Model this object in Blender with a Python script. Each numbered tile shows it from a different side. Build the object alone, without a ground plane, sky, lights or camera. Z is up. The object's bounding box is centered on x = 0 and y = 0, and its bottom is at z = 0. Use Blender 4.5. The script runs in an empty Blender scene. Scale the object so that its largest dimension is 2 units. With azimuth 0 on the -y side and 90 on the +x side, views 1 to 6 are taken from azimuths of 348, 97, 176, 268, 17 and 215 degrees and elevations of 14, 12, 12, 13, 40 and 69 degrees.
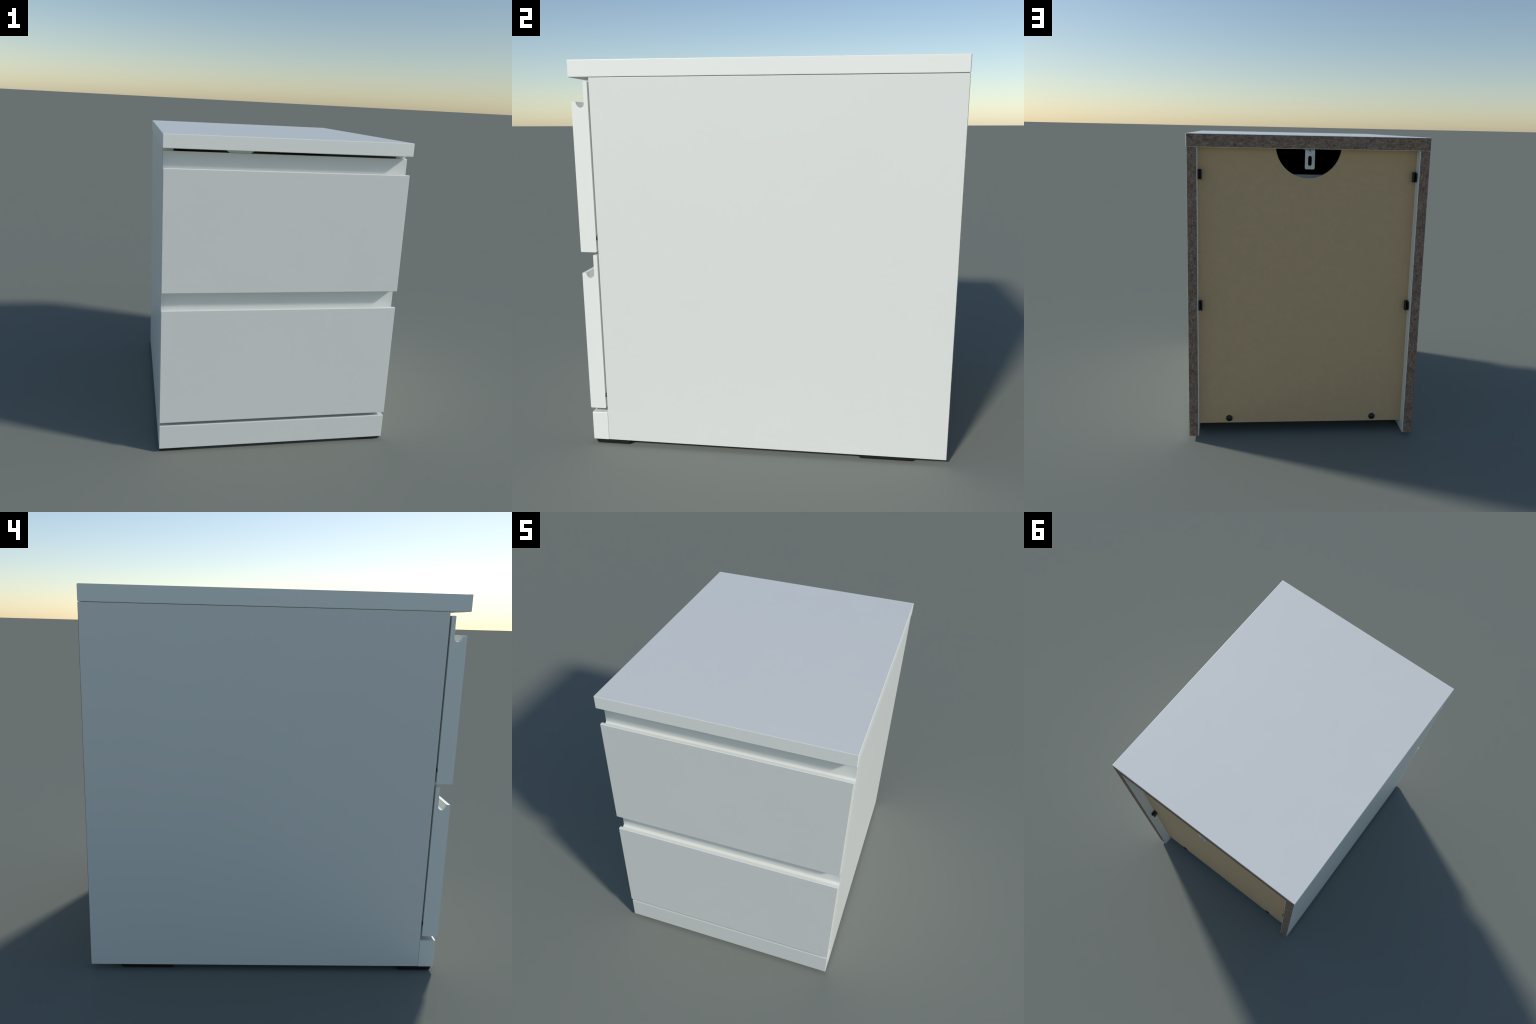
# Two-drawer bedside cabinet: white laminated panels, chipboard rear edges,
# a recessed hardboard back with a cable cut-out, black plastic fittings.
import bpy, bmesh, math
from mathutils import Vector

# ------------------------------------------------------------------ sizes (m)
TOP_X, TOP_Z0, TOP_Z1 = 0.7550, 1.9178, 2.000      # table top half width, underside, top
HALF_Y = 0.940                                     # half depth
SIDE_OUT, SIDE_IN = 0.7508, 0.6870                 # side panel outer / inner face
SIDE_FRONT, SIDE_Z0, SIDE_Z1 = -0.8390, 0.0260, 1.9168
BACK_Y, BACK_T, BACK_Z0 = 0.870, 0.012, 0.0842      # hardboard back: rear face, thickness, lower edge
DRAWER_X = 0.7485
DRAWER_Y0, DRAWER_Y1 = -0.9325, -0.8480            # drawer front: front face, rear face
DRAWER_STEP = 0.8535                               # one drawer below the other
PLINTH = (-0.9255, -0.8400, 0.0234, 0.1815)        # y0, y1, z0, z1
EPS = 0.001


# ------------------------------------------------------------------ materials
def new_mat(name):
    m = bpy.data.materials.new(name)
    m.use_nodes = True
    nt = m.node_tree
    return m, nt, nt.nodes["Principled BSDF"]


def ramp(nt, stops):
    r = nt.nodes.new("ShaderNodeValToRGB")
    e = r.color_ramp.elements
    e[0].position, e[0].color = stops[0][0], (*stops[0][1], 1)
    e[1].position, e[1].color = stops[-1][0], (*stops[-1][1], 1)
    for p, c in stops[1:-1]:
        n = e.new(p)
        n.color = (*c, 1)
    return r


def noise(nt, scale, detail=3.0, rough=0.5, stretch=(1, 1, 1), seed=(0, 0, 0)):
    tc = nt.nodes.new("ShaderNodeTexCoord")
    mp = nt.nodes.new("ShaderNodeMapping")
    mp.inputs["Scale"].default_value = stretch
    mp.inputs["Location"].default_value = seed
    n = nt.nodes.new("ShaderNodeTexNoise")
    n.inputs["Scale"].default_value = scale
    n.inputs["Detail"].default_value = detail
    n.inputs["Roughness"].default_value = rough
    nt.links.new(tc.outputs["Object"], mp.inputs["Vector"])
    nt.links.new(mp.outputs["Vector"], n.inputs["Vector"])
    return n


def bump(nt, bsdf, src, strength, dist=0.002):
    b = nt.nodes.new("ShaderNodeBump")
    b.inputs["Strength"].default_value = strength
    b.inputs["Distance"].default_value = dist
    nt.links.new(src, b.inputs["Height"])
    nt.links.new(b.outputs["Normal"], bsdf.inputs["Normal"])


def laminate(name, base, rough=0.32, spec=0.5):
    """Smooth melamine foil with a barely visible cloudiness."""
    m, nt, b = new_mat(name)
    n = noise(nt, 3.0, 4, 0.55)
    lo = tuple(c * 0.995 for c in base)
    hi = tuple(min(1, c * 1.005) for c in base)
    r = ramp(nt, [(0.3, lo), (0.7, hi)])
    nt.links.new(n.outputs["Fac"], r.inputs["Fac"])
    nt.links.new(r.outputs["Color"], b.inputs["Base Color"])
    b.inputs["Roughness"].default_value = rough
    b.inputs["Specular IOR Level"].default_value = spec
    return m


def chipboard(name, stretch):
    """Raw sawn edge of particle board: chips squeezed along the board."""
    m, nt, b = new_mat(name)
    big = noise(nt, 62.0, 4, 0.7, stretch)
    fine = noise(nt, 135.0, 3, 0.75, stretch, (3, 1, 7))
    red = noise(nt, 22.0, 2, 0.5, stretch, (9, 4, 2))
    mix = nt.nodes.new("ShaderNodeMix")
    mix.data_type = "FLOAT"
    mix.inputs[0].default_value = 0.5
    nt.links.new(big.outputs["Fac"], mix.inputs[2])
    nt.links.new(fine.outputs["Fac"], mix.inputs[3])
    r = ramp(nt, [(0.34, (0.105, 0.066, 0.044)), (0.46, (0.230, 0.153, 0.110)),
                  (0.54, (0.315, 0.215, 0.157)), (0.66, (0.51, 0.36, 0.27))])
    nt.links.new(mix.outputs[0], r.inputs["Fac"])
    tint = nt.nodes.new("ShaderNodeMix")
    tint.data_type = "RGBA"
    tint.blend_type = "MULTIPLY"
    tint.inputs[0].default_value = 1.0
    rr = ramp(nt, [(0.35, (0.92, 1.01, 1.03)), (0.65, (1.02, 0.98, 0.98))])
    nt.links.new(red.outputs["Fac"], rr.inputs["Fac"])
    nt.links.new(r.outputs["Color"], tint.inputs[6])
    nt.links.new(rr.outputs["Color"], tint.inputs[7])
    nt.links.new(tint.outputs[2], b.inputs["Base Color"])
    b.inputs["Roughness"].default_value = 0.85
    b.inputs["Specular IOR Level"].default_value = 0.2
    bump(nt, b, mix.outputs[0], 0.5, 0.003)
    return m


def hardboard(name):
    m, nt, b = new_mat(name)
    cloud = noise(nt, 16.0, 5, 0.6)
    fibre = noise(nt, 75.0, 3, 0.6, (1, 1, 0.6), (5, 0, 1))
    mix = nt.nodes.new("ShaderNodeMix")
    mix.data_type = "FLOAT"
    mix.inputs[0].default_value = 0.4
    nt.links.new(cloud.outputs["Fac"], mix.inputs[2])
    nt.links.new(fibre.outputs["Fac"], mix.inputs[3])
    r = ramp(nt, [(0.35, (0.635, 0.450, 0.246)), (0.52, (0.660, 0.455, 0.250)), (0.68, (0.695, 0.468, 0.262))])
    nt.links.new(mix.outputs[0], r.inputs["Fac"])
    nt.links.new(r.outputs["Color"], b.inputs["Base Color"])
    b.inputs["Roughness"].default_value = 0.6
    b.inputs["Specular IOR Level"].default_value = 0.3
    bump(nt, b, fibre.outputs["Fac"], 0.04, 0.001)
    return m


def plain(name, col, rough, metal=0.0, spec=0.5):
    m, nt, b = new_mat(name)
    n = noise(nt, 40.0, 3)
    r = ramp(nt, [(0.3, tuple(c * 0.9 for c in col)), (0.7, tuple(min(1, c * 1.1) for c in col))])
    nt.links.new(n.outputs["Fac"], r.inputs["Fac"])
    nt.links.new(r.outputs["Color"], b.inputs["Base Color"])
    b.inputs["Roughness"].default_value = rough
    b.inputs["Metallic"].default_value = metal
    b.inputs["Specular IOR Level"].default_value = spec
    return m


WHITE = laminate("white_laminate", (0.825, 0.835, 0.792))
WHITE_LIGHTENED = laminate("white_lightened", (0.935, 0.945, 0.880))
WHITE_SIDE = laminate("white_side_laminate", (0.840, 0.850, 0.797))
CHIP_X = chipboard("chipboard_edge_lying", (0.55, 1, 1))
CHIP_Z = chipboard("chipboard_edge_standing", (1, 1, 0.55))
HARDBOARD = hardboard("brown_hardboard")
BLACK = plain("black_plastic", (0.012, 0.012, 0.012), 0.45)
STEEL = plain("zinc_plated_steel", (0.68, 0.69, 0.64), 0.45, 0.2)
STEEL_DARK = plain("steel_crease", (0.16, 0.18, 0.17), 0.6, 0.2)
DARK_INSIDE = plain("dark_drawer_inside", (0.020, 0.021, 0.020), 0.8, 0.0, 0.1)


# ------------------------------------------------------------------ mesh tools
def finish(bm, name, mat, parent, loc=(0, 0, 0), angle=35):
    bmesh.ops.recalc_face_normals(bm, faces=bm.faces[:])
    me = bpy.data.meshes.new(name)
    bm.to_mesh(me)
    bm.free()
    me.materials.append(mat)
    for p in me.polygons:
        p.use_smooth = True
    me.set_sharp_from_angle(angle=math.radians(angle))
    o = bpy.data.objects.new(name, me)
    bpy.context.scene.collection.objects.link(o)
    o.parent = parent
    o.location = loc
    w = o.modifiers.new('flat_faces', 'WEIGHTED_NORMAL')   # broad faces stay flat, bevels blend
    w.keep_sharp = True
    w.weight = 100
    return o


def prism(outline, axis, a, b):
    """Extrude a closed 2D outline along axis 0/1/2 from a to b."""
    def v3(p, t):
        q = list(p)
        q.insert(axis, t)
        return q
    bm = bmesh.new()
    lo = [bm.verts.new(v3(p, a)) for p in outline]
    hi = [bm.verts.new(v3(p, b)) for p in outline]
    bm.faces.new(lo)
    bm.faces.new(hi[::-1])
    n = len(outline)
    for i in range(n):
        bm.faces.new((lo[i], lo[(i + 1) % n], hi[(i + 1) % n], hi[i]))
    bmesh.ops.recalc_face_normals(bm, faces=bm.faces[:])
    return bm


def soften(bm, width, segments=3, pick=None):
    edges = [e for e in bm.edges if len(e.link_faces) == 2 and e.calc_face_angle(0) > 0.6
             and (pick is None or pick(e))]
    bmesh.ops.bevel(bm, geom=edges, offset=width, segments=segments, profile=0.5,
                    affect="EDGES", clamp_overlap=True)
    return bm


def board(name, mat, parent, x, y, z, r=0.003, seg=3):
    """Rounded box spanning the given ranges, with its origin at its centre."""
    c = [(s[0] + s[1]) / 2 for s in (x, y, z)]
    h = [(s[1] - s[0]) / 2 for s in (x, y, z)]
    bm = prism([(-h[0], -h[1]), (h[0], -h[1]), (h[0], h[1]), (-h[0], h[1])], 2, -h[2], h[2])
    if r > 0:
        soften(bm, r, seg)
    return finish(bm, name, mat, parent, c)


def adopt(child, parent):
    """Re-parent without moving (all parents are unrotated and unscaled)."""
    child.location = Vector(child.location) - Vector(parent.location)
    child.parent = parent
    return child


def arc(cx, cy, r, a0, a1, n):
    return [(cx + r * math.cos(math.radians(a0 + (a1 - a0) * i / n)),
             cy + r * math.sin(math.radians(a0 + (a1 - a0) * i / n))) for i in range(n + 1)]


def lighten_faces(o, test):
    """Paint faces picked by their normal a lighter white than the rest of the board."""
    o.data.materials.append(WHITE_LIGHTENED)
    for p in o.data.polygons:
        if test(p.normal):
            p.material_index = 1


# ------------------------------------------------------------------ the thing
root = bpy.data.objects.new("bedside_cabinet", None)
bpy.context.scene.collection.objects.link(root)
root["label"] = "white two-drawer bedside cabinet with brown hardboard back"
root["category"] = "bedside cabinet"

# --- table top, its raw rear edge
top = board("tabletop", WHITE, root, (-TOP_X, TOP_X), (-HALF_Y, HALF_Y - EPS), (TOP_Z0, TOP_Z1), 0.0040)
lighten_faces(top, lambda n: abs(n.z) < 0.5)
edge = board("chipboard_edge", CHIP_X, root, (-TOP_X + 0.0035, TOP_X - 0.0035),
             (HALF_Y - 0.012, HALF_Y), (TOP_Z0 + 0.0030, TOP_Z1 - 0.0025), 0)
adopt(edge, top)

# --- side panels: slotted on the inside for the back, raw edge at the rear
for s in (1, -1):
    groove0, groove1, gd = BACK_Y - BACK_T - 0.001, BACK_Y + 0.001, 0.012
    out = [(SIDE_OUT, SIDE_FRONT), (SIDE_OUT, HALF_Y - EPS), (SIDE_IN, HALF_Y - EPS),
           (SIDE_IN, groove1), (SIDE_IN + gd, groove1), (SIDE_IN + gd, groove0),
           (SIDE_IN, groove0), (SIDE_IN, SIDE_FRONT)]
    bm = prism([(s * x, y) for x, y in out], 2, SIDE_Z0, SIDE_Z1)
    soften(bm, 0.0025, 2, lambda e: all(abs(v.co.x) > SIDE_OUT - 0.001 or v.co.y < 0 or v.co.y > 0.93
                                        for v in e.verts))
    side = finish(bm, "side_panel", WHITE_SIDE, root)
    xs = sorted((s * (SIDE_IN + 0.0045), s * (SIDE_OUT - 0.0008)))
    board("chipboard_edge", CHIP_Z, side, xs, (HALF_Y - 0.012, HALF_Y), (SIDE_Z0 + 0.001, SIDE_Z1 - 0.0005), 0)

# --- hardboard back with a circular cable cut-out at its upper edge
hole_r, hole_z = 0.2073, 1.943
bx, bz1 = SIDE_IN + 0.009, TOP_Z0 - 0.001
half = math.degrees(math.asin((hole_z - bz1) / hole_r))
outline = [(bx, BACK_Z0), (bx, bz1)] + arc(0, hole_z, hole_r, -half, -180 + half, 64) + [(-bx, bz1), (-bx, BACK_Z0)]
bm = prism(outline, 1, BACK_Y - BACK_T, BACK_Y)
back = finish(bm, "back_panel", HARDBOARD, root)

# --- push-in wedges holding the back panel
def clip(s, z):
    bm = prism([(s * x, y) for x, y in (
        [(0.6635, BACK_Y + 0.0005), (0.6615, 0.9050), (0.6635, 0.9095), (0.6680, 0.9095), (0.6705, 0.9030),
         (0.6712, 0.8870), (0.6765, 0.8870), (0.6775, 0.9040)]
        + [(0.6795, 0.9125), (SIDE_IN - 0.0005, 0.9125), (SIDE_IN - 0.0005, BACK_Y + 0.0005)])],
        2, -0.031, 0.031)
    # belly: the tip of the wall-side cheek bulges at mid height
    bmesh.ops.bisect_plane(bm, geom=bm.verts[:] + bm.edges[:] + bm.faces[:], plane_co=(0, 0, 0.012), plane_no=(0, 0, 1))
    bmesh.ops.bisect_plane(bm, geom=bm.verts[:] + bm.edges[:] + bm.faces[:], plane_co=(0, 0, -0.012), plane_no=(0, 0, 1))
    for v in bm.verts:
        if abs(v.co.x) > 0.674 and v.co.y > 0.90 and abs(v.co.z) > 0.02:
            v.co.y -= 0.006
            v.co.z *= 0.90
    soften(bm, 0.001, 1)
    return finish(bm, "panel_clip", BLACK, root, (0, 0, z))


for s in (1, -1):
    clip(s, 1.7525)
    clip(s, 0.9110)

# --- domed pegs along the lower edge of the back
def peg(x):
    bm = bmesh.new()
    prof = [(0.0220, 0.0), (0.0220, 0.0035), (0.0205, 0.0070), (0.0165, 0.0100), (0.0095, 0.0122)]
    rings = []
    n = 32
    for r, y in prof:
        rings.append([bm.verts.new((r * math.cos(2 * math.pi * i / n), y, r * math.sin(2 * math.pi * i / n)))
                      for i in range(n)])
    for a, b in zip(rings, rings[1:]):
        for i in range(n):
            bm.faces.new((a[i], a[(i + 1) % n], b[(i + 1) % n], b[i]))
    tip = bm.verts.new((0, 0.0130, 0))
    for i in range(n):
        bm.faces.new((rings[-1][i], rings[-1][(i + 1) % n], tip))
    bm.faces.new(rings[0][::-1])
    return finish(bm, "peg", BLACK, root, (x, BACK_Y - 0.001, 0.1165), 60)


peg(0.4865)
peg(-0.4865)

# --- steel angle under the top for fixing to a wall
def bracket():
    y0, t, w = 0.9330, 0.0050, 0.0302        # front face, sheet thickness, half width
    zb, zt = 1.7955, 1.8985                  # lower end, start of the bend
    c = bpy.data.curves.new("plate", "CURVE")
    c.dimensions = "2D"
    c.fill_mode = "BOTH"
    c.extrude = t / 2
    outer = [(-w, zt), (-w, zb + 0.010)] + arc(-w + 0.010, zb + 0.010, 0.010, 180, 270, 8) \
        + arc(w - 0.010, zb + 0.010, 0.010, 270, 360, 8) + [(w, zt)]
    slot = arc(0, 1.8662, 0.0112, 0, 180, 14) + arc(0, 1.8275, 0.0112, 180, 360, 14)
    for pts in (outer, slot):
        sp = c.splines.new("POLY")
        sp.points.add(len(pts) - 1)
        for p, (x, z) in zip(sp.points, pts):
            p.co = (x, z, 0, 1)
        sp.use_cyclic_u = True
    tmp = bpy.data.objects.new("plate", c)
    me = bpy.data.meshes.new_from_object(tmp)
    bm = bmesh.new()
    bm.from_mesh(me)
    for v in bm.verts:                       # stand the flat plate upright
        x, z, d = v.co
        v.co = (x, y0 + t / 2 + d, z)
    bpy.data.objects.remove(tmp)
    bpy.data.curves.remove(c)
    bpy.data.meshes.remove(me)
    # bend and the leg screwed to the underside of the top, as a lofted strip
    r = TOP_Z0 - 0.001 - zt
    path = []
    for i in range(9):
        a = math.radians(90 * i / 8)
        path.append(((y0 + t - r) + r * math.cos(a), zt + r * math.sin(a),
                     (y0 + t - r) + (r - t) * math.cos(a), zt + (r - t) * math.sin(a)))
    path.append((0.800, TOP_Z0 - 0.001, 0.800, TOP_Z0 - 0.001 - t))
    cols = [-w, -0.008, -0.0045, 0.0, 0.0045, 0.008, w]
    grid = []
    for k, (ya, za, yb, zb_) in enumerate(path):
        deep = 0.006 * math.sin(math.pi * min(k, 8) / 8)
        row = []
        for x in cols:
            d = deep * max(0, 1 - abs(x) / 0.0045)       # stiffening dimple across the bend
            row.append((bm.verts.new((x, ya - d, za - d)), bm.verts.new((x, yb - d * .6, zb_ - d * .6))))
        grid.append(row)
    for a, b in zip(grid, grid[1:]):
        for i in range(len(cols) - 1):
            bm.faces.new((a[i][0], a[i + 1][0], b[i + 1][0], b[i][0]))
            bm.faces.new((a[i][1], b[i][1], b[i + 1][1], a[i + 1][1]))
        for i in (0, len(cols) - 1):
            bm.faces.new((a[i][0], b[i][0], b[i][1], a[i][1]))
    e = grid[-1]
    for i in range(len(cols) - 1):
        bm.faces.new((e[i][0], e[i + 1][0], e[i + 1][1], e[i][1]))
    return finish(bm, "wall_bracket", STEEL, root)


brk = bracket()
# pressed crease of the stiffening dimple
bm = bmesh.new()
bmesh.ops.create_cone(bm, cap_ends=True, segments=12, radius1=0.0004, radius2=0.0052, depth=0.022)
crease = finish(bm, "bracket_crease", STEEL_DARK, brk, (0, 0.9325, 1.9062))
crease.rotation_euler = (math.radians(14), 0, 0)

# --- drawers: one front profile with a scooped finger groove, extruded across
dz = 1.8045
profile = ([(DRAWER_Y0, 1.0597 + 0.003), (DRAWER_Y0, dz - 0.003), (DRAWER_Y0 + 0.0009, dz - 0.0009), (DRAWER_Y0 + 0.003, dz),
            (-0.9140, dz), (-0.9120, dz - 0.0008), (-0.9105, dz - 0.0030),
            (-0.9078, 1.7935), (-0.9043, 1.7860), (-0.9000, 1.7803), (-0.8950, 1.7766), (-0.8885, 1.7750),
            (-0.8825, 1.7758), (-0.8770, 1.7785), (-0.8728, 1.7827), (-0.8705, 1.7880), (-0.8697, 1.7950),
            (-0.8697, 1.8955), (-0.8688, 1.8977), (-0.8667, 1.8985),
            (DRAWER_Y1 - 0.004, 1.8985), (DRAWER_Y1 - 0.0012, 1.8973), (DRAWER_Y1, 1.8945),
            (DRAWER_Y1, 1.0597 + 0.004), (DRAWER_Y1 - 0.0012, 1.0617), (DRAWER_Y1 - 0.004, 1.0597),
            (DRAWER_Y0 + 0.003, 1.0597), (DRAWER_Y0 + 0.0009, 1.0614)])
bm = prism(profile, 0, -DRAWER_X, DRAWER_X)
soften(bm, 0.0055, 4, lambda e: all(abs(v.co.x) > DRAWER_X - 1e-5 and v.co.y > DRAWER_Y1 - 1e-5 for v in e.verts))
soften(bm, 0.0030, 3, lambda e: all(abs(v.co.x) > DRAWER_X - 1e-5 and v.co.y < DRAWER_Y1 - 0.008 for v in e.verts))
front_upper = finish(bm, "drawer_front", WHITE, root, angle=28)
lighten_faces(front_upper, lambda n: n.y > -0.9 or abs(n.z) > 0.3)  # every face but the main front one, groove and lip included, gets the lighter white
front_lower = front_upper.copy()
bpy.context.scene.collection.objects.link(front_lower)
front_lower.location.z = -DRAWER_STEP


def bumper():
    bm = bmesh.new()
    bmesh.ops.create_cone(bm, cap_ends=True, segments=24, radius1=0.0105, radius2=0.0095, depth=0.0085)
    for v in bm.verts:
        v.co = (v.co.x, v.co.z, v.co.y)
    return finish(bm, "rubber_bumper", BLACK, None)


proto = bumper()
first = True
for f in (front_upper, front_lower):
    # box behind the front, seen through the cable cut-out and the finger gaps
    board("drawer_side", WHITE, f, (-0.655, -0.625), (DRAWER_Y1 + 0.061, 0.687), (1.09, 1.735), 0.002, 2)
    board("drawer_side", WHITE, f, (0.625, 0.655), (DRAWER_Y1 + 0.061, 0.687), (1.09, 1.735), 0.002, 2)
    board("drawer_back", WHITE, f, (-0.624, 0.624), (0.688, 0.718), (1.09, 1.7456), 0.002, 2)
    board("drawer_bottom", DARK_INSIDE, f, (-0.624, 0.624), (DRAWER_Y1 + 0.061, 0.687), (1.10, 1.115), 0)
    board("drawer_cover", DARK_INSIDE, f, (-0.624, 0.624), (DRAWER_Y1 + 0.061, 0.6870), (1.6880, 1.6980), 0)
    board("drawer_inner_front", DARK_INSIDE, f, (-0.655, 0.655), (DRAWER_Y1 + EPS, DRAWER_Y1 + 0.060), (1.09, 1.882), 0.002, 2)  # coloured near-black so the view through the cut-out is evenly dark
    for x in (0.737, -0.737):
        b = proto if first else proto.copy()
        if not first:
            bpy.context.scene.collection.objects.link(b)
        first = False
        b.parent = f
        b.location = (x, (DRAWER_Y1 + SIDE_FRONT) / 2, 1.1320)

# --- plinth under the drawers and rails inside the carcass
y0, y1, z0, z1 = PLINTH
plinth = board("plinth", WHITE, root, (-0.7495, 0.7495), (y0, y1), (z0, z1), 0.0035)
lighten_faces(plinth, lambda n: abs(n.x) > 0.5)
board("rear_rail", WHITE_SIDE, root, (-SIDE_IN + EPS, SIDE_IN - EPS), (0.80, BACK_Y - BACK_T - EPS), (0.0865, 0.19), 0.002, 2)
for s in (1, -1):
    for z in (1.33, 1.33 - DRAWER_STEP):
        xs = sorted((s * 0.657, s * (SIDE_IN - EPS)))
        board("drawer_runner", STEEL, root, xs, (-0.78, 0.78), (z, z + 0.10), 0.003, 2)

# --- plastic feet
def foot(x, y):
    c = ((x[0] + x[1]) / 2, (y[0] + y[1]) / 2)
    hx, hy = (x[1] - x[0]) / 2, (y[1] - y[0]) / 2
    zt = 0.0255 if y[0] > 0 else 0.0230
    bm = prism([(-hx, -hy), (hx, -hy), (hx, hy), (-hx, hy)], 2, 0, zt)
    for v in bm.verts:                       # slight taper towards the floor
        if v.co.z < 0.001:
            v.co.x *= 1 - 0.004 / hx
            v.co.y -= math.copysign(0.004 if v.co.y < 0 else 0.008, v.co.y)
    soften(bm, 0.0065, 4, lambda e: not all(v.co.z > 0.02 for v in e.verts))
    return finish(bm, "foot", BLACK, root, (c[0], c[1], 0))


for s in (1, -1):
    foot(sorted((s * 0.595, s * 0.7485)), (-0.913, -0.722))
    foot(sorted((s * 0.692, s * 0.741)), (0.500, 0.785))
